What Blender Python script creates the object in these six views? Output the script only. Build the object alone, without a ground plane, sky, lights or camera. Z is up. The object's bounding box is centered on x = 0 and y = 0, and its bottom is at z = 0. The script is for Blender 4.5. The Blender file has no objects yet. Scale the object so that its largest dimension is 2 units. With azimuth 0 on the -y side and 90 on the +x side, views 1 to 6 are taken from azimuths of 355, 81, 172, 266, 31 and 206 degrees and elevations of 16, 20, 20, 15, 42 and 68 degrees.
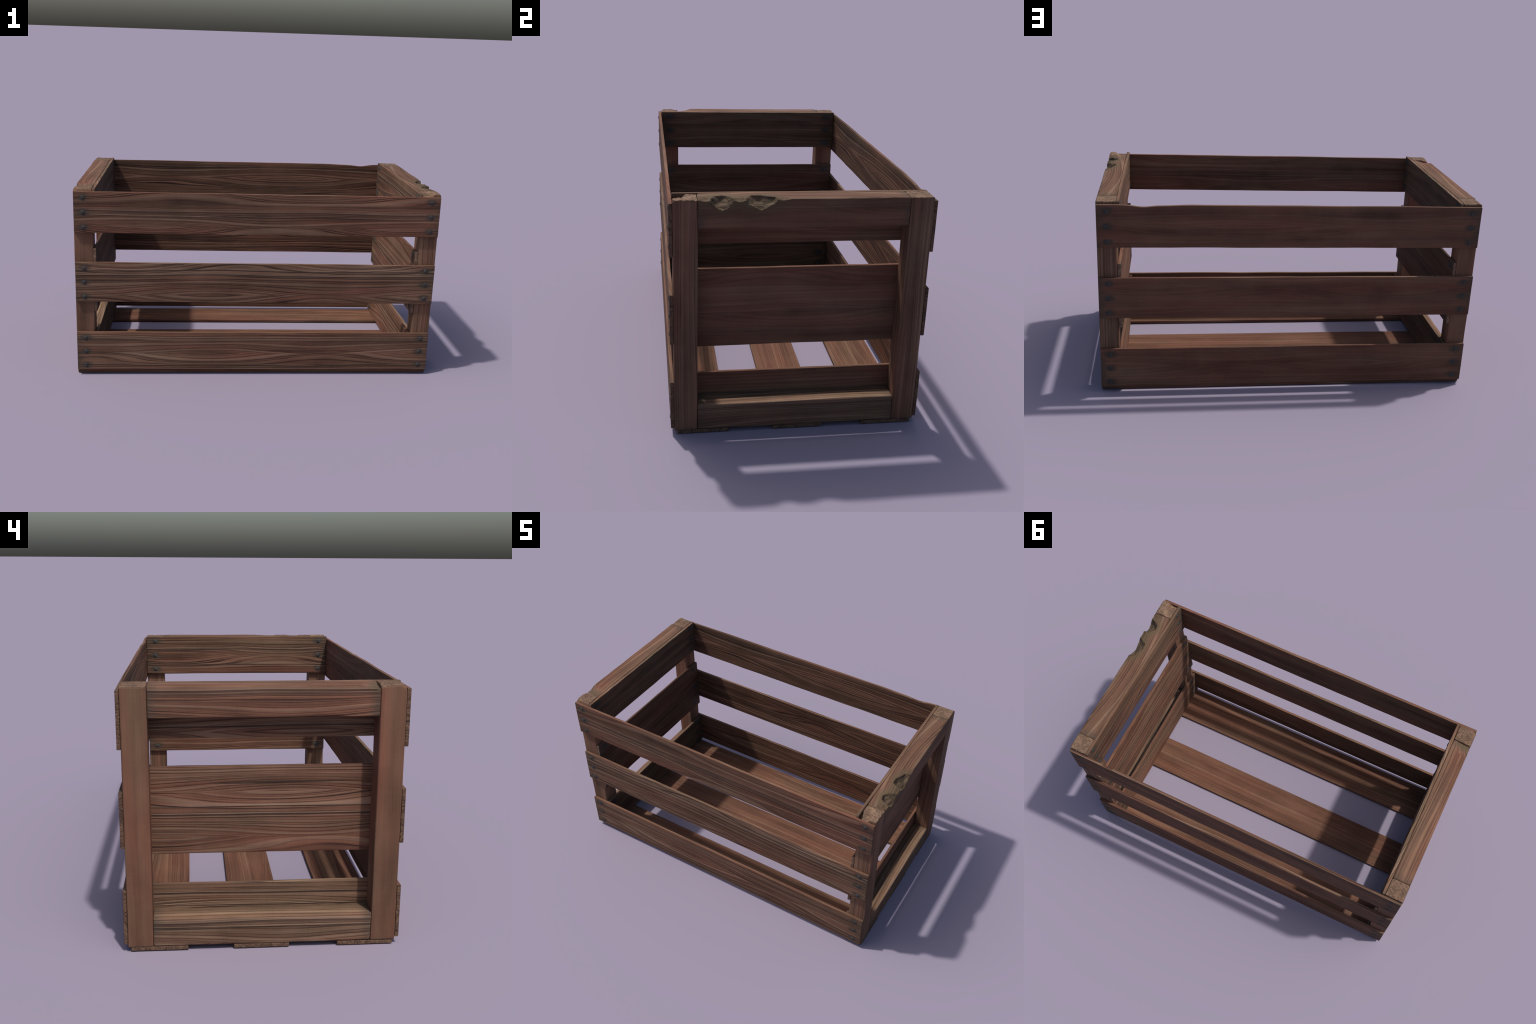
"""A weathered slatted wooden crate.

Frame: x = length (2 m), y = width, z up.  Four corner posts, a top and a
bottom rail at each end, three slats nailed on each long side, three boards
nailed to the inside of each end, three boards under the floor.
Every piece of wood is built in its own frame: local X along the grain,
local Y across the width, local Z through the thickness (nailed face = +Z).
"""
import bpy
import math
import random
from mathutils import Matrix, Vector, noise

random.seed(7)

# ------------------------------------------------------------------ sizes
HX = 1.0            # half length, outer faces of the posts
PY = 0.5368         # half width, outer faces of the posts
POST = 0.100        # post section
SLAT_T = 0.0150
SLAT_W = 0.2250
FLOOR_T = 0.0170
TOP = 1.0630        # top of posts and rails
IN_X = HX - POST    # inner faces of the posts


# ------------------------------------------------------------------ nodes
class Net:
    """Small helper to write node networks as expressions."""

    def __init__(self, mat):
        self.t = mat.node_tree
        self.n, self.l = self.t.nodes, self.t.links

    def put(self, sock, v):
        if hasattr(v, "is_output"):
            self.l.new(v, sock)
        else:
            sock.default_value = v

    def math(self, op, a, b=0.0, c=0.0, clamp=False):
        m = self.n.new("ShaderNodeMath")
        m.operation, m.use_clamp = op, clamp
        for s, v in zip(m.inputs, (a, b, c)):
            self.put(s, v)
        return m.outputs[0]

    def vmath(self, op, a, b=(0, 0, 0)):
        m = self.n.new("ShaderNodeVectorMath")
        m.operation = op
        self.put(m.inputs[0], a)
        self.put(m.inputs[1], b)
        return m.outputs["Value" if op in ("LENGTH", "DISTANCE", "DOT_PRODUCT") else "Vector"]

    def sep(self, v):
        s = self.n.new("ShaderNodeSeparateXYZ")
        self.l.new(v, s.inputs[0])
        return s.outputs

    def comb(self, x, y, z):
        c = self.n.new("ShaderNodeCombineXYZ")
        for s, v in zip(c.inputs, (x, y, z)):
            self.put(s, v)
        return c.outputs[0]

    def noise(self, v, scale=1.0, detail=2.0, rough=0.5, dist=0.0, dim="3D"):
        t = self.n.new("ShaderNodeTexNoise")
        t.noise_dimensions = dim
        self.put(t.inputs["W" if dim == "1D" else "Vector"], v)
        self.put(t.inputs["Scale"], scale)
        t.inputs["Detail"].default_value = detail
        t.inputs["Roughness"].default_value = rough
        t.inputs["Distortion"].default_value = dist
        return t.outputs[0]

    def step(self, v, lo, hi, a=0.0, b=1.0):
        m = self.n.new("ShaderNodeMapRange")
        m.interpolation_type = "SMOOTHSTEP"
        for s, x in zip(m.inputs, (v, lo, hi, a, b)):
            self.put(s, x)
        return m.outputs[0]

    def mix(self, f, a, b, mode="MIX"):
        m = self.n.new("ShaderNodeMix")
        m.data_type, m.blend_type = "RGBA", mode
        self.put(m.inputs[0], f)
        self.put(m.inputs[6], a if hasattr(a, "is_output") else (*a, 1))
        self.put(m.inputs[7], b if hasattr(b, "is_output") else (*b, 1))
        return m.outputs[2]

    def prop(self, name):
        a = self.n.new("ShaderNodeAttribute")
        a.attribute_type, a.attribute_name = "OBJECT", f'["{name}"]'
        return a.outputs["Fac"]


OLIVE = (0.174, 0.111, 0.070)
RED = (0.184, 0.081, 0.052)
PALE = (0.285, 0.205, 0.145)
DARK = (0.040, 0.024, 0.020)
CONTACT_SHADE = (0.055, 0.046, 0.036)
MOSS = (0.096, 0.068, 0.039)


def wood_material(name, chips=()):
    """Plain-sawn weathered plank.  Reads per-object numbers: seed, tone
    (0 olive .. 1 red), grain (contrast of the rings), gain (brightness),
    half_len, nail_x, nail_y (nail rows), end_tan (paleness of end grain).
    chips: (centre, radii) of broken spots, in local coordinates."""
    mat = bpy.data.materials.new(name)
    mat.use_nodes = True
    k = Net(mat)
    bsdf = k.n["Principled BSDF"]
    tc = k.n.new("ShaderNodeTexCoord")
    co, nor = tc.outputs["Object"], tc.outputs["Normal"]
    seed, tone, grain, gain = (k.prop(p) for p in ("seed", "tone", "grain", "gain"))
    x, y, z = k.sep(co)
    shift = k.comb(k.math("MULTIPLY", seed, 3.71), k.math("MULTIPLY", seed, 1.93), k.math("MULTIPLY", seed, 0.77))
    p = k.vmath("ADD", co, shift)

    # ring contrast set per face, flattened where the wood lies in shade
    nz = k.sep(nor)[2]
    grain = k.math("ADD", k.math("MULTIPLY", grain, k.step(nz, 0.5, 0.9)),
                   k.math("MULTIPLY", k.prop("grain_back"), k.step(nz, 0.9, 0.5)))

    gain = k.math("ADD", k.math("MULTIPLY", gain, k.step(nz, 0.5, 0.9)),  # brightness per face, so unlit sides get a darkened base colour
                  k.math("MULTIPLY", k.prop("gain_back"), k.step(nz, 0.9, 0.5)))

    # ---- growth rings cut lengthwise.  Rows of long pointed "eyes": lines run
    # straight along the board, bow round each eye and close at its tips.
    wob = k.noise(k.vmath("MULTIPLY", p, (1.2, 3.0, 3.0)), 1.0, 1.0)
    wob2 = k.noise(k.vmath("MULTIPLY", p, (2.2, 34.0, 34.0)), 1.0, 1.5)
    yl = k.math("ADD", y, k.math("MULTIPLY", k.math("SUBTRACT", wob, 0.5), 0.030))
    yl = k.math("SUBTRACT", yl, k.prop("eye_y"))
    pitch = k.prop("eye_pitch")
    row = k.math("ROUND", k.math("DIVIDE", yl, pitch))
    ys = k.math("SUBTRACT", yl, k.math("MULTIPLY", row, pitch))
    d = k.math("ABSOLUTE", ys)
    along = k.math("DIVIDE", x, k.prop("eye_len"))
    along = k.math("ADD", along, k.math("ADD", k.prop("eye_phase"), k.math("MULTIPLY", row, 0.37)))
    wave = k.math("COSINE", k.math("MULTIPLY", along, 2 * math.pi))
    wave = k.math("SUBTRACT", 0.5, k.math("MULTIPLY", wave, 0.5))
    near = k.math("MULTIPLY", k.step(d, 0.095, 0.0), k.prop("figure"))
    r = k.math("ADD", k.math("MULTIPLY", d, k.math("ADD", 1.0, k.math("MULTIPLY", k.math("SIGN", ys), 0.22))),
               k.math("MULTIPLY", wave, near))
    r = k.math("ADD", r, k.math("MULTIPLY", wob2, 0.0075))
    r = k.math("ADD", r, k.math("MULTIPLY", z, 0.55))
    rs = k.math("ADD", r, k.math("MULTIPLY", seed, 2.17))
    v = k.noise(rs, 70.0, 0.7, 0.6, dim="1D")
    v2 = k.noise(rs, 170.0, 1.0, 0.5, dim="1D")
    crack = k.noise(k.vmath("MULTIPLY", p, (1.2, 46.0, 46.0)), 1.0, 1.5, 0.5)
    crack = k.step(crack, 0.31, 0.25)
    fibre = k.noise(k.vmath("MULTIPLY", p, (5.0, 230.0, 230.0)), 1.0, 2.5, 0.6)
    saw = k.noise(k.vmath("MULTIPLY", p, (150.0, 14.0, 14.0)), 1.0, 1.0, 0.5)
    blotch = k.noise(k.vmath("MULTIPLY", p, (1.3, 9.0, 9.0)), 1.0, 3.0, 0.55)
    cloud = k.noise(k.vmath("MULTIPLY", p, (5.0, 9.0, 9.0)), 1.0, 3.0, 0.55)
    fade = k.noise(k.vmath("MULTIPLY", p, (1.8, 17.0, 17.0)), 1.0, 2.0, 0.5)

    # each ring: a thin dark line with a band that fades away on one side
    show = k.step(fade, 0.32, 0.58, 0.25, 1.0)
    hair = k.step(k.math("ABSOLUTE", k.math("SUBTRACT", v, 0.47)), 0.050, 0.010)
    band = k.math("MULTIPLY", k.step(v, 0.24, 0.47), k.step(v, 0.50, 0.46))
    line = k.math("MAXIMUM", hair, k.math("MULTIPLY", band, 0.50))
    line = k.math("MULTIPLY", line, show)
    line = k.math("MAXIMUM", line, k.math("MULTIPLY", crack, 0.9))
    thin = k.math("MULTIPLY", k.step(v2, 0.47, 0.34), k.step(fade, 0.62, 0.40, 0.2, 1.0))
    pale = k.step(v, 0.53, 0.68)

    # long weathered grooves at given heights, each with a bleached upper lip
    groove, lip = 0.0, 0.0
    for name, wide in (("groove_a", 0.0055), ("groove_b", 0.0038)):
        g = k.math("SUBTRACT", k.math("ADD", y, k.math("MULTIPLY", k.math("SUBTRACT", wob, 0.5), 0.03)), k.prop(name))
        g = k.math("ADD", g, k.math("MULTIPLY", k.math("SUBTRACT", wob2, 0.5), 0.008))
        groove = k.math("MAXIMUM", groove, k.step(k.math("ABSOLUTE", g), wide, wide * 0.35))
        lip = k.math("MAXIMUM", lip, k.math("MULTIPLY", k.step(g, 0.024, 0.004), k.step(g, -0.004, 0.004)))
    line = k.math("MAXIMUM", line, k.math("MULTIPLY", groove, 0.95))

    hue = k.math("ADD", tone, k.math("MULTIPLY", k.math("SUBTRACT", blotch, 0.5), 2.2), clamp=True)
    col = k.mix(hue, OLIVE, RED)
    col = k.mix(k.math("MULTIPLY", k.math("MULTIPLY", pale, grain), 0.34), col, PALE)
    col = k.mix(k.math("MULTIPLY", k.math("MULTIPLY", lip, grain), 0.40), col, PALE)
    col = k.mix(k.math("MULTIPLY", k.math("MULTIPLY", line, grain), 0.88, clamp=True), col, DARK)
    col = k.mix(k.math("MULTIPLY", k.math("MULTIPLY", thin, grain), 0.50), col, DARK)
    tex = k.math("ADD", k.math("MULTIPLY", k.math("SUBTRACT", fibre, 0.5), k.math("ADD", 0.22, k.math("MULTIPLY", grain, 0.42))), k.math("MULTIPLY", k.math("SUBTRACT", saw, 0.5), 0.12))
    tex = k.math("ADD", tex, k.math("MULTIPLY", k.math("SUBTRACT", cloud, 0.5), 0.70))
    tex = k.math("ADD", tex, 1.0)
    lane = k.noise(k.vmath("MULTIPLY", p, (0.9, 15.0, 15.0)), 1.0, 1.5, 0.5)
    tex = k.math("ADD", tex, k.math("MULTIPLY", k.math("SUBTRACT", lane, 0.5), 1.15))
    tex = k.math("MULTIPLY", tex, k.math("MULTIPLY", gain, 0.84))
    col = k.mix(1.0, col, k.comb(tex, tex, tex), "MULTIPLY")

    # ---- contact shadow painted into the colour at board ends and round nails
    ax = k.math("ABSOLUTE", x)
    from_end = k.math("SUBTRACT", k.prop("half_len"), ax)
    painted_occlusion = k.math("MULTIPLY", k.step(from_end, 0.055, 0.0), k.step(cloud, 0.3, 0.7, 0.15, 0.75))
    nx, ny = k.prop("nail_x"), k.prop("nail_y")
    ay = k.math("ABSOLUTE", y)
    dy = k.math("MINIMUM", ay, k.math("ABSOLUTE", k.math("SUBTRACT", ay, ny)))
    dx = k.math("SUBTRACT", ax, nx)
    dist = k.math("SQRT", k.math("ADD", k.math("POWER", k.math("MULTIPLY", dx, 0.62), 2.0), k.math("POWER", dy, 2.0)))
    dist = k.math("ADD", dist, k.math("MULTIPLY", k.math("SUBTRACT", wob2, 0.5), 0.018))
    halo = k.math("MULTIPLY", k.step(dist, 0.030, 0.010), k.math("GREATER_THAN", z, 0.002))
    painted_occlusion = k.math("MAXIMUM", painted_occlusion, k.math("MULTIPLY", halo, 0.8))
    col = k.mix(painted_occlusion, col, CONTACT_SHADE)

    # ---- end grain: pores and pits
    n = k.sep(nor)
    end = k.step(k.math("ABSOLUTE", n[0]), 0.55, 0.80)
    pits = k.noise(k.vmath("MULTIPLY", p, (60, 130, 75)), 1.0, 3.0, 0.6, 0.6)
    spots = k.noise(k.vmath("MULTIPLY", p, (30, 40, 40)), 1.0, 3.0, 0.55, 0.8)
    tan = k.prop("end_tan")
    ecol = k.mix(tan, (0.120, 0.067, 0.043), (0.300, 0.198, 0.132))
    ecol = k.mix(k.step(spots, 0.40, 0.66), ecol, k.mix(tan, (0.078, 0.045, 0.031), (0.175, 0.115, 0.078)))
    ecol = k.mix(k.math("MULTIPLY", k.step(pits, 0.42, 0.31), k.step(spots, 0.62, 0.45, 0.25, 1.0)), ecol, (0.035, 0.025, 0.020))
    ecol = k.mix(k.math("MULTIPLY", k.math("MULTIPLY", line, k.math("SUBTRACT", 1.0, tan)), 0.85), ecol, DARK)
    col = k.mix(end, col, ecol)

    # ---- broken spots: pale raw wood inside, mossy stain around
    for c, rad in chips:
        q = k.vmath("DIVIDE", k.vmath("SUBTRACT", co, c), rad)
        d = k.math("ADD", k.vmath("LENGTH", q), k.math("MULTIPLY", k.math("SUBTRACT", cloud, 0.5), 0.9))
        stain = k.math("MULTIPLY", k.step(d, 1.75, 0.95, 0.0, 0.72), k.step(fibre, 0.25, 0.6, 0.7, 1.0))
        col = k.mix(stain, col, MOSS)
        raw = k.step(d, 1.02, 0.70)
        grit = k.noise(k.vmath("MULTIPLY", p, (18, 30, 30)), 1.0, 3.0, 0.55, 1.0)
        rcol = k.mix(k.step(grit, 0.36, 0.66), (0.048, 0.034, 0.023), (0.128, 0.090, 0.058))
        col = k.mix(k.math("MULTIPLY", raw, 0.75), col, rcol)

    k.l.new(col, bsdf.inputs["Base Color"])
    bsdf.inputs["Roughness"].default_value = 0.78
    bsdf.inputs["Specular IOR Level"].default_value = 0.12

    h = k.math("MULTIPLY", k.math("MULTIPLY", line, grain), -1.0)
    h = k.math("ADD", h, k.math("MULTIPLY", v, 1.1))
    h = k.math("ADD", h, k.math("MULTIPLY", fibre, 0.35))
    h = k.math("ADD", h, k.math("MULTIPLY", k.math("MULTIPLY", pits, end), 2.5))
    b = k.n.new("ShaderNodeBump")
    b.inputs["Strength"].default_value = 0.7
    b.inputs["Distance"].default_value = 0.0030
    k.l.new(h, b.inputs["Height"])
    k.l.new(b.outputs[0], bsdf.inputs["Normal"])
    return mat


def iron_material():
    mat = bpy.data.materials.new("dull_iron")
    mat.use_nodes = True
    k = Net(mat)
    bsdf = k.n["Principled BSDF"]
    co = k.n.new("ShaderNodeTexCoord").outputs["Object"]
    f = k.noise(co, 160.0, 3.0)
    k.l.new(k.mix(k.step(f, 0.35, 0.7), (0.030, 0.029, 0.030), (0.060, 0.056, 0.055)), bsdf.inputs["Base Color"])
    bsdf.inputs["Metallic"].default_value = 0.0
    bsdf.inputs["Roughness"].default_value = 0.75
    bsdf.inputs["Specular IOR Level"].default_value = 0.25
    return mat


# --------------------------------------------------------------- geometry
def axis_lines(h, r, pitch):
    """Grid lines from -h to h: close together in the rounded rim, then at
    about the given pitch."""
    rim = [0.0, 0.3 * r, 0.65 * r, r, 1.8 * r]
    inner = h - rim[-1]
    n = max(1, int(round(2 * inner / pitch)))
    mid = [-inner + 2 * inner * i / n for i in range(n + 1)]
    return [-h + t for t in rim[:-1]] + mid + [h - t for t in reversed(rim[:-1])]


def n1(a, b, c=0.0):
    return noise.noise(Vector((a, b, c)))


def plank_mesh(name, size, r=0.004, pitch=(0.03, 0.05, 0.05), seed=0.0, wear=0.5, wobble=0.0008, shape=None, mat=None):
    """Box with rounded, unevenly worn arrises, as a closed grid surface."""
    h = [s / 2 for s in size]
    ax = [axis_lines(h[i], r, pitch[i]) for i in range(3)]
    cnt = [len(a) for a in ax]
    verts, faces, index = [], [], {}

    def vid(i, j, k):
        key = (i, j, k)
        if key not in index:
            p = Vector((ax[0][i], ax[1][j], ax[2][k]))
            # rounding radius drifts along the arris
            w = 1.0 + wear * 1.4 * n1(p.x * 9 + seed * 13, p.y * 9 + seed, p.z * 9 + 3.3)
            rr = max(0.25 * r, min(1.6 * r, r * w))
            rr = min(rr, min(h) * 0.95)
            q = Vector([max(-(h[a] - rr), min(h[a] - rr, p[a])) for a in range(3)])
            d = p - q
            if d.length > 1e-9:
                edge = sum(abs(d[a]) > 1e-9 for a in range(3))
                if edge > 1:
                    p = q + d.normalized() * min(d.length, rr)
            if wobble:
                p.y += wobble * n1(p.x * 3.1 + seed, 7.7 * math.copysign(1, p.y)) * 2
                p.z += wobble * n1(p.x * 2.3 + seed, 3.1) * 1.0
            index[key] = len(verts)
            verts.append(shape(p) if shape else p)
        return index[key]

    def sheet(a, b, c, side):
        k = 0 if side < 0 else cnt[c] - 1
        for i in range(cnt[a] - 1):
            for j in range(cnt[b] - 1):
                quad = []
                for di, dj in ((0, 0), (1, 0), (1, 1), (0, 1)):
                    t = [0, 0, 0]
                    t[a], t[b], t[c] = i + di, j + dj, k
                    quad.append(vid(*t))
                faces.append(quad if side > 0 else quad[::-1])

    for a, b, c in ((0, 1, 2), (1, 2, 0), (2, 0, 1)):
        sheet(a, b, c, 1)
        sheet(a, b, c, -1)
    me = bpy.data.meshes.new(name)
    me.from_pydata([v[:] for v in verts], [], faces)
    me.update()
    me.shade_smooth()
    me.set_sharp_from_angle(angle=math.radians(34))
    if mat:
        me.materials.append(mat)
    return me


def gouge(p, centre, radii, into, rough, seed):
    """Break a scoop out of the wood: a point inside the scoop's ellipsoid is
    driven along `into` to the far wall."""
    q = Vector([(p[i] - centre[i]) / radii[i] for i in range(3)])
    bump = 1 + rough * n1(p.x * 20 + seed, p.y * 20, p.z * 20 + seed) + rough * 0.35 * n1(p.x * 48, p.y * 48 + seed, p.z * 48)
    q /= bump
    if q.length >= 1:
        return p
    d = Vector([into[i] / radii[i] for i in range(3)]) / bump
    A, B, C = d.dot(d), 2 * q.dot(d), q.dot(q) - 1
    t = (-B + math.sqrt(max(0.0, B * B - 4 * A * C))) / (2 * A)
    soft = min(1.0, (1 - q.length) / 0.07)        # roll the rim over a little
    return p + Vector(into) * t * (soft * soft * (3 - 2 * soft))


def frame(xa, ya, origin):
    """World matrix of a plank whose grain runs along xa and width along ya."""
    xa, ya = Vector(xa), Vector(ya)
    za = xa.cross(ya)
    m = Matrix((xa, ya, za)).transposed().to_4x4()
    m.translation = origin
    return m


# ------------------------------------------------------------------ thing
crate = bpy.data.objects.new("wooden_crate", None)
bpy.context.scene.collection.objects.link(crate)
crate.empty_display_size = 0.3
crate["label"] = "weathered brown slatted wooden crate with nailed boards and chipped rim"
crate["category"] = "wooden crate"


def add(name, mesh, matrix, parent, **props):
    o = bpy.data.objects.new(name, mesh)
    bpy.context.scene.collection.objects.link(o)
    o.parent = parent
    o.matrix_world = matrix
    base = dict(seed=0.0, tone=0.5, grain=1.0, gain=1.0, half_len=1.0, nail_x=9.0, nail_y=9.0, end_tan=0.3, figure=0.040, eye_len=1.25, eye_pitch=0.19, groove_a=9.0, groove_b=9.0)
    base.update(props)
    if mesh and name != "nail":
        rnd = random.Random(int(base["seed"] * 10) + 1)
        base.setdefault("eye_y", rnd.uniform(-0.09, 0.09))
        base.setdefault("eye_phase", rnd.random())
        base.setdefault("grain_back", base["grain"])
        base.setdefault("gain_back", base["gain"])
        for kk, vv in base.items():
            o[kk] = float(vv)
    return o


WOOD = wood_material("weathered_wood")
IRON = iron_material()


def nail_mesh():
    """Low hand-forged dome with a skirt that sinks into the plank."""
    prof = [(0.0114, -0.0030), (0.0114, 0.0004), (0.0104, 0.0017), (0.0076, 0.0026), (0.0040, 0.0030)]
    seg = 14
    verts, faces = [], []
    for i, (rad, zz) in enumerate(prof):
        for s in range(seg):
            a = 2 * math.pi * s / seg
            k = 1 + 0.06 * n1(math.cos(a) * 1.7, math.sin(a) * 1.7, 2.0)
            verts.append((rad * k * math.cos(a), rad * k * math.sin(a), zz))
    top = len(verts)
    verts.append((0, 0, 0.0031))
    for i in range(len(prof) - 1):
        for s in range(seg):
            a, b = i * seg + s, i * seg + (s + 1) % seg
            faces.append((a, b, b + seg, a + seg))
    last = (len(prof) - 1) * seg
    for s in range(seg):
        faces.append((last + s, last + (s + 1) % seg, top))
    faces.append(tuple(range(seg))[::-1])
    me = bpy.data.meshes.new("nail")
    me.from_pydata(verts, [], faces)
    me.update()
    me.shade_smooth()
    me.set_sharp_from_angle(angle=math.radians(50))
    me.materials.append(IRON)
    return me


NAIL = nail_mesh()


def drive_nails(board, board_m, nx, ny, face_z):
    for sx in (-1, 1):
        for row in (-1, 0, 1):
            j = Vector((random.uniform(-0.002, 0.002), random.uniform(-0.002, 0.002)))
            m = board_m @ Matrix.Translation((sx * nx + j.x, row * ny + j.y, face_z))
            m = m @ Matrix.Rotation(random.uniform(0, 6.28), 4, "Z") @ Matrix.Rotation(random.uniform(-0.07, 0.07), 4, "X")
            add("nail", NAIL, m, board)


# ---- long side slats -------------------------------------------------------
SLAT_Z = (0.1405, 0.5443, 0.9345)
SLAT_L = 1.994


def dip_in_top_edge(p):
    """Worn hollow in the upper edge of the rear top slat (local x runs to -x)."""
    wx = -p.x
    if p.y > 0:
        d = 0.0105 * math.exp(-(((wx - 0.765) / 0.055) ** 2)) + 0.0035 * math.exp(-(((wx - 0.66) / 0.07) ** 2))
        p.y -= d * min(1.0, p.y / 0.11)
    return p


look = {  # (side, level): tone, grain outside, grain inside, gain, seed
    (-1, 0): (0.66, 0.85, 0.45, 0.95, 3.0), (-1, 1): (0.56, 1.0, 0.45, 0.98, 11.0), (-1, 2): (0.80, 0.85, 0.45, 0.92, 5.0),
    (1, 0): (0.75, 0.28, 0.95, 0.84, 21.0), (1, 1): (0.75, 0.26, 1.0, 0.84, 17.0), (1, 2): (0.70, 0.26, 1.05, 0.84, 29.0),  # rear slats: gain lowered and outer grain muted to show their shaded side
}
FIGURE = {
    (-1, 0): dict(groove_a=-0.088, groove_b=0.062, eye_y=-0.012, eye_phase=0.20, eye_len=1.28), (-1, 1): dict(groove_a=0.066, groove_b=0.040, eye_y=-0.072, eye_phase=0.20, eye_len=1.28),
    (-1, 2): dict(groove_a=0.006, groove_b=-0.020, eye_y=-0.072, eye_phase=0.42, eye_len=1.45), (1, 2): dict(eye_y=0.008, eye_phase=0.16, eye_len=1.6),
}
for side in (-1, 1):
    for lev, zc in enumerate(SLAT_Z):
        tone, grain, back, gain, seed = look[(side, lev)]
        worn = side == 1 and lev == 2
        me = plank_mesh("slat", (SLAT_L, SLAT_W, SLAT_T), r=0.0022, pitch=(0.012 if worn else 0.03, 0.04, 0.02),
                        seed=seed, wear=0.8, shape=dip_in_top_edge if worn else None, mat=WOOD)
        m = frame((1, 0, 0) if side < 0 else (-1, 0, 0), (0, 0, 1), (0, side * (PY + 0.0006 + SLAT_T / 2), zc))
        o = add("slat", me, m, crate, seed=seed, tone=tone, grain=grain, grain_back=back, gain=gain, half_len=SLAT_L / 2,
                nail_x=0.948, nail_y=0.081, end_tan=0.15, **FIGURE.get((side, lev), {}))
        drive_nails(o, m, 0.948, 0.081, SLAT_T / 2)

# ---- floor boards ----------------------------------------------------------
for i, (yc, w, seed) in enumerate(((-0.413, 0.226, 41.0), (0.006, 0.224, 44.0), (0.411, 0.226, 47.0))):
    me = plank_mesh("floor_board", (1.998, w, FLOOR_T), r=0.0025, pitch=(0.03, 0.04, 0.02), seed=seed, wear=0.8, mat=WOOD)
    add("floor_board", me, frame((1, 0, 0), (0, 1, 0), (0, yc, FLOOR_T / 2)), crate,
        seed=seed, tone=0.80, grain=0.48, gain=0.84, figure=0.022, half_len=0.999, end_tan=0.2)

# ---- corner posts ----------------------------------------------------------
POST_L = TOP - FLOOR_T - 0.0004


def post_top(sx, sy):
    """Wear on the upper end of one post.  Local X is up; local Y = world y;
    local Z = -world x... see frame() below."""
    hl = POST_L / 2
    sd = 10 * sx + 3 * sy

    def shape(p):
        up = hl - p.x
        wx, wy = -p.z * 1.0, p.y                  # world offsets from post axis
        ox, oy = sx * wx, sy * wy                 # + is outwards
        if up < 0.03:
            f = 1 - up / 0.03
            drop = 0.0012 + 0.0014 * n1(wx * 60, wy * 60, sd)
            # splintered rim along the slat side
            if sy > 0 or sx > 0:
                rim = max(0.0, min(1.0, (oy - 0.038) / 0.010))
                drop += rim * 0.0075 * max(0.0, n1(wx * 95, sd, 0.3) + 0.25)
            if sx < 0 and sy < 0:                 # well-rounded front left corner
                e = max(0.0, oy - 0.026) / 0.024
                drop += 0.012 * e * e * e + 0.004 * (max(0.0, ox - 0.032) / 0.018) ** 2
                drop += 0.35 * max(0.0, ox + oy - 0.072)
                e = math.hypot(max(0.0, ox - 0.005), max(0.0, -oy - 0.012)) if ox > 0 and oy < -0.012 else 0
                drop += 0.30 * max(0.0, min(ox - 0.005, 0.04)) * max(0.0, min(1.0, (-oy - 0.012) / 0.038))
            if sx < 0 and sy > 0:
                drop += 0.006 * (max(0.0, ox - 0.03) / 0.02) ** 2
            if sx > 0 and sy < 0:                 # chewed front right corner
                a = max(0.0, min(1.0, (0.020 - ox) / 0.035))
                b = max(0.0, min(1.0, (oy + 0.012) / 0.040))
                a, b = a * a * (3 - 2 * a), b * b * (3 - 2 * b)
                drop += 0.024 * a * b + 0.0035 * max(0.0, min(1.0, (0.004 - ox) / 0.02))
                drop += 0.0040 * n1(wx * 42, wy * 42, 8.0) + 0.0030 * n1(wx * 110, wy * 110, 2.0)
                edge = max(0.0, min(1.0, (ox - 0.036) / 0.012))
                drop += edge * 0.009 * max(0.0, n1(wy * 85, 4.0, 1.0) + 0.2)
            p.x -= f * max(0.0, drop)
        return p

    return shape


post_look = {(-1, -1): (0.66, 0.08, 0.92, 61.0), (-1, 1): (0.66, 0.08, 0.92, 63.0),
             (1, -1): (0.40, 0.55, 1.02, 66.0), (1, 1): (0.45, 0.55, 1.02, 68.0)}
for (sx, sy), (tone, grain, gain, seed) in post_look.items():
    me = plank_mesh("post", (POST_L, POST, POST), r=0.0055, pitch=(0.009, 0.0045, 0.0045), seed=seed, wear=0.5,
                    wobble=0.0004, shape=post_top(sx, sy), mat=WOOD)
    m = frame((0, 0, 1), (0, 1, 0), (sx * (HX - POST / 2), sy * (PY - POST / 2), (TOP + FLOOR_T) / 2))
    add("post", me, m, crate, seed=seed, tone=tone, grain=grain, gain=gain, half_len=POST_L / 2 + 0.03,
        figure=0.012, end_tan=(0.54 if sy < 0 else 0.46) if sx > 0 else 0.34)

# ---- end rails ---------------------------------------------------------------
RAIL_L = 2 * (PY - POST) - 0.0016
TOP_RAIL, LOW_RAIL = 0.1225, 0.1200
# broken spots on the right end's top rail: world y, half width, depth on top, depth on face
BREAKS = ((-0.342, 0.054, 0.060, 0.043), (-0.184, 0.074, 0.054, 0.042))
hy, hz = TOP_RAIL / 2, POST / 2


NIBBLES = ((-0.268, 0.030, 0.020, 0.010), (-0.405, 0.026, 0.022, 0.009), (-0.090, 0.028, 0.016, 0.007))


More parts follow.
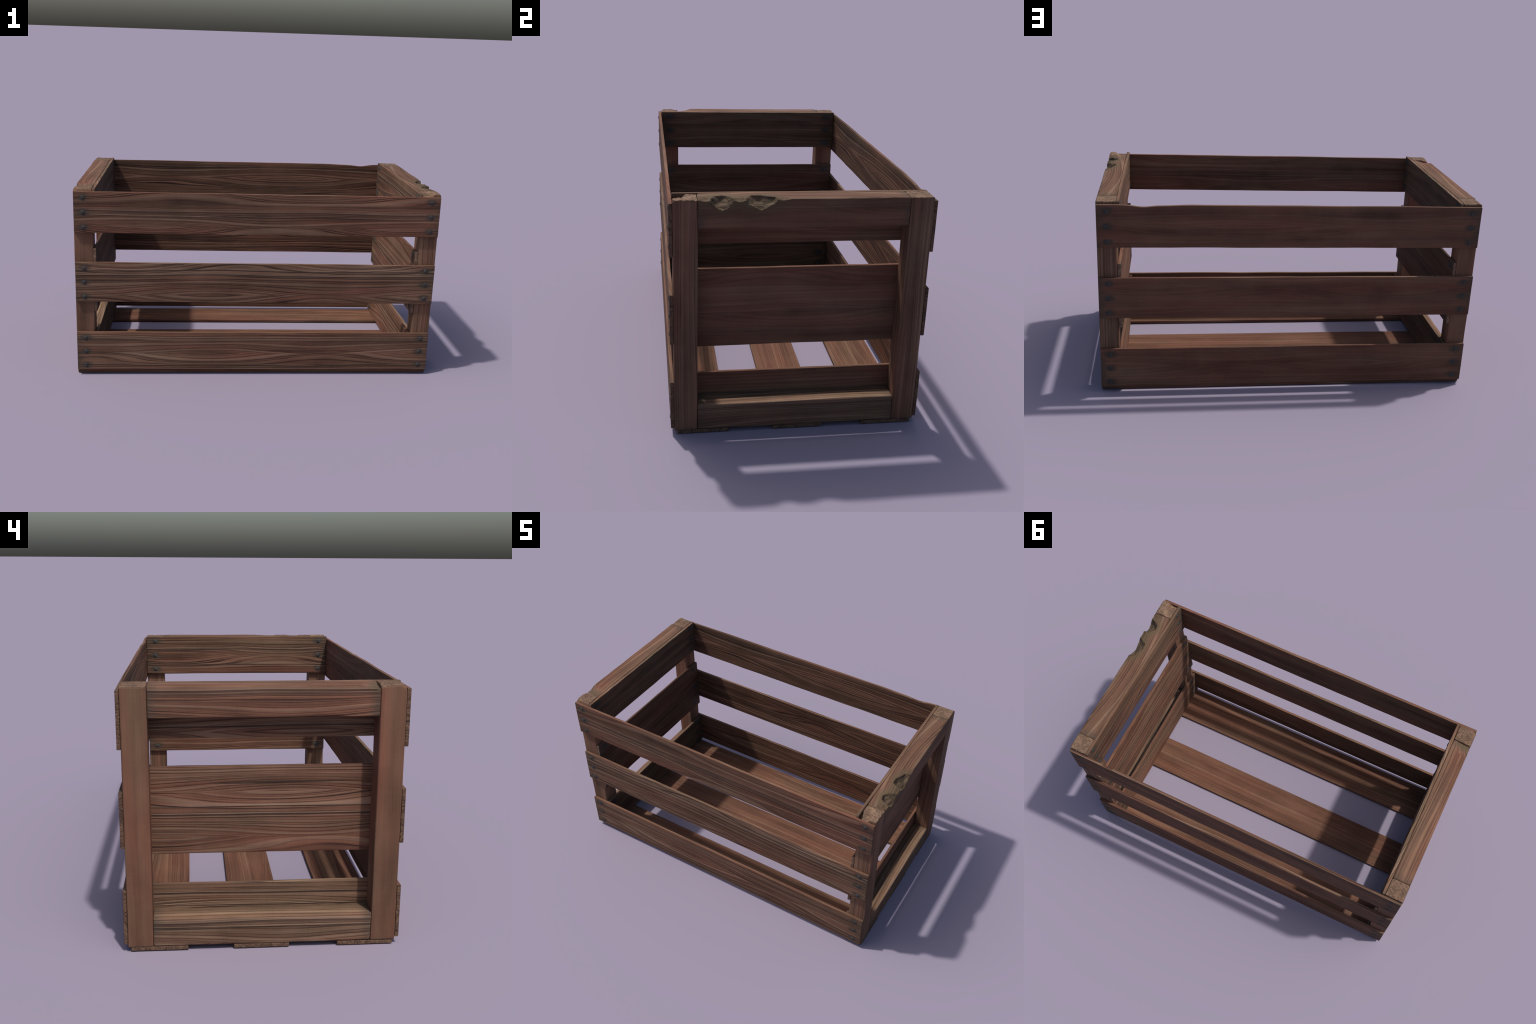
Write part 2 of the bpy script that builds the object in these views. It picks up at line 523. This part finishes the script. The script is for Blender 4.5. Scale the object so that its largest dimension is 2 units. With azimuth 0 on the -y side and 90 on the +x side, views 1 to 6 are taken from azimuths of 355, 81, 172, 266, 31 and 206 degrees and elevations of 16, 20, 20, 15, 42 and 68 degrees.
def bite(p, wy, hw, dt, df, seed, rough):
    """Shallow scoop across the outer top arris, reaching dt back on the top
    and df down on the face: an ellipsoid centred out beyond the arris."""
    o = 1.15 * df
    det = (dt + o) ** 2 * (df + o) ** 2 - o ** 4
    ka, kb = ((df + o) ** 2 - o * o) / det, ((dt + o) ** 2 - o * o) / det
    ry = hw / math.sqrt(1 - o * o * (ka + kb))
    return gouge(p, (wy, hy + o, hz + o), (ry, kb ** -0.5, ka ** -0.5), (0, -0.72, -0.69), rough, seed)


def right_rail_shape(p):
    # local x = world y here, local y = up, local z = outwards
    for i, b in enumerate(NIBBLES):
        p = bite(p, *b, 31.0 + 7 * i, 0.16)
    for i, b in enumerate(BREAKS):
        p = bite(p, *b, 8.4 + 9 * i, 0.11)
    return p


def left_rail_shape(p):
    # local x = -world y: the broken corner sits at the front end
    return gouge(p, (RAIL_L / 2 + 0.010, hy + 0.012, hz + 0.006), (0.100, 0.031, 0.105), (-0.10, -0.97, -0.22), 0.08, 5.0)


RIGHT_WOOD = wood_material("chipped_rail_wood", [((wy, hy, hz), (hw * 1.02, df * 1.05, dt * 1.05)) for wy, hw, dt, df in BREAKS])
LEFT_WOOD = wood_material("stained_rail_wood", [((RAIL_L / 2, hy, hz * 0.6), (0.040, 0.022, 0.04))])

for sx in (-1, 1):
    xd = (0, sx, 0)                       # grain; width up; thickness outwards
    for top in (True, False):
        hgt = TOP_RAIL if top else LOW_RAIL
        zc = TOP - hgt / 2 - 0.0006 if top else FLOOR_T + 0.0004 + hgt / 2
        shape = (right_rail_shape if sx > 0 else left_rail_shape) if top else None
        seed = {(-1, True): 72.0, (1, True): 75.0, (-1, False): 78.0, (1, False): 81.0}[(sx, top)]
        me = plank_mesh("rail", (RAIL_L, hgt, POST - 0.0006), r=0.0065, pitch=(0.005, 0.006, 0.006) if top else (0.03, 0.02, 0.02),
                        seed=seed, wear=0.6, wobble=0.0006, shape=shape, mat=(RIGHT_WOOD if sx > 0 else LEFT_WOOD) if top else WOOD)
        m = frame(xd, (0, 0, 1), (sx * (HX - POST / 2 - 0.0002), 0, zc))
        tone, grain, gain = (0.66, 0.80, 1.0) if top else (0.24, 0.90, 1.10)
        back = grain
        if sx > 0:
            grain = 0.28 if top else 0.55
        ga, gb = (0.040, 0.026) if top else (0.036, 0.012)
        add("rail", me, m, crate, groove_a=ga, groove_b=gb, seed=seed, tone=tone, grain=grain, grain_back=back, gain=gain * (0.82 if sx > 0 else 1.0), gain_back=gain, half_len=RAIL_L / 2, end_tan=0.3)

# ---- boards inside the ends -----------------------------------------------------
IN_T = 0.0165
IN_L = 2 * PY - 0.001
END_BOARDS = ((0.0180, 0.2425), (0.3705, 0.7315), (0.8425, TOP - 0.0012))


for sx in (-1, 1):
    for lev, (z0, z1) in enumerate(END_BOARDS):
        w = z1 - z0
        seed = 91.0 + 7 * lev + (3 if sx > 0 else 0)
        me = plank_mesh("end_board", (IN_L, w, IN_T), r=0.0030, pitch=(0.02, 0.04, 0.02), seed=seed, wear=0.9, mat=WOOD)
        m = frame((0, -sx, 0), (0, 0, 1), (sx * (IN_X - 0.0006 - IN_T / 2), 0, (z0 + z1) / 2))
        tone, grain, gain = ((0.28, 0.85, 1.05), (0.74, 0.85, 0.97), (0.50, 0.78, 0.95))[lev]
        back, gback = 0.95, gain
        if sx > 0:
            tone, grain, back, gback = (0.75, 0.75, 0.55)[lev], 0.9, 0.3, 0.84  # outward side of right boards: shade baked in as lower gain and contrast
        else:
            grain, gain = 0.5, 0.70  # left boards' inner face tinted down for the shadow inside the crate
        ny = 0.149 if lev == 1 else 0.082
        ga, gb = ((0.064, 0.010), (-0.022, 0.012), (0.030, -0.060))[lev]
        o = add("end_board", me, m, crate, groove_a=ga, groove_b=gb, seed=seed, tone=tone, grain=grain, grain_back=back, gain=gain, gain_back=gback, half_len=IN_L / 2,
                nail_x=0.487, nail_y=ny, end_tan=0.5)
        drive_nails(o, m, 0.487, ny, IN_T / 2)
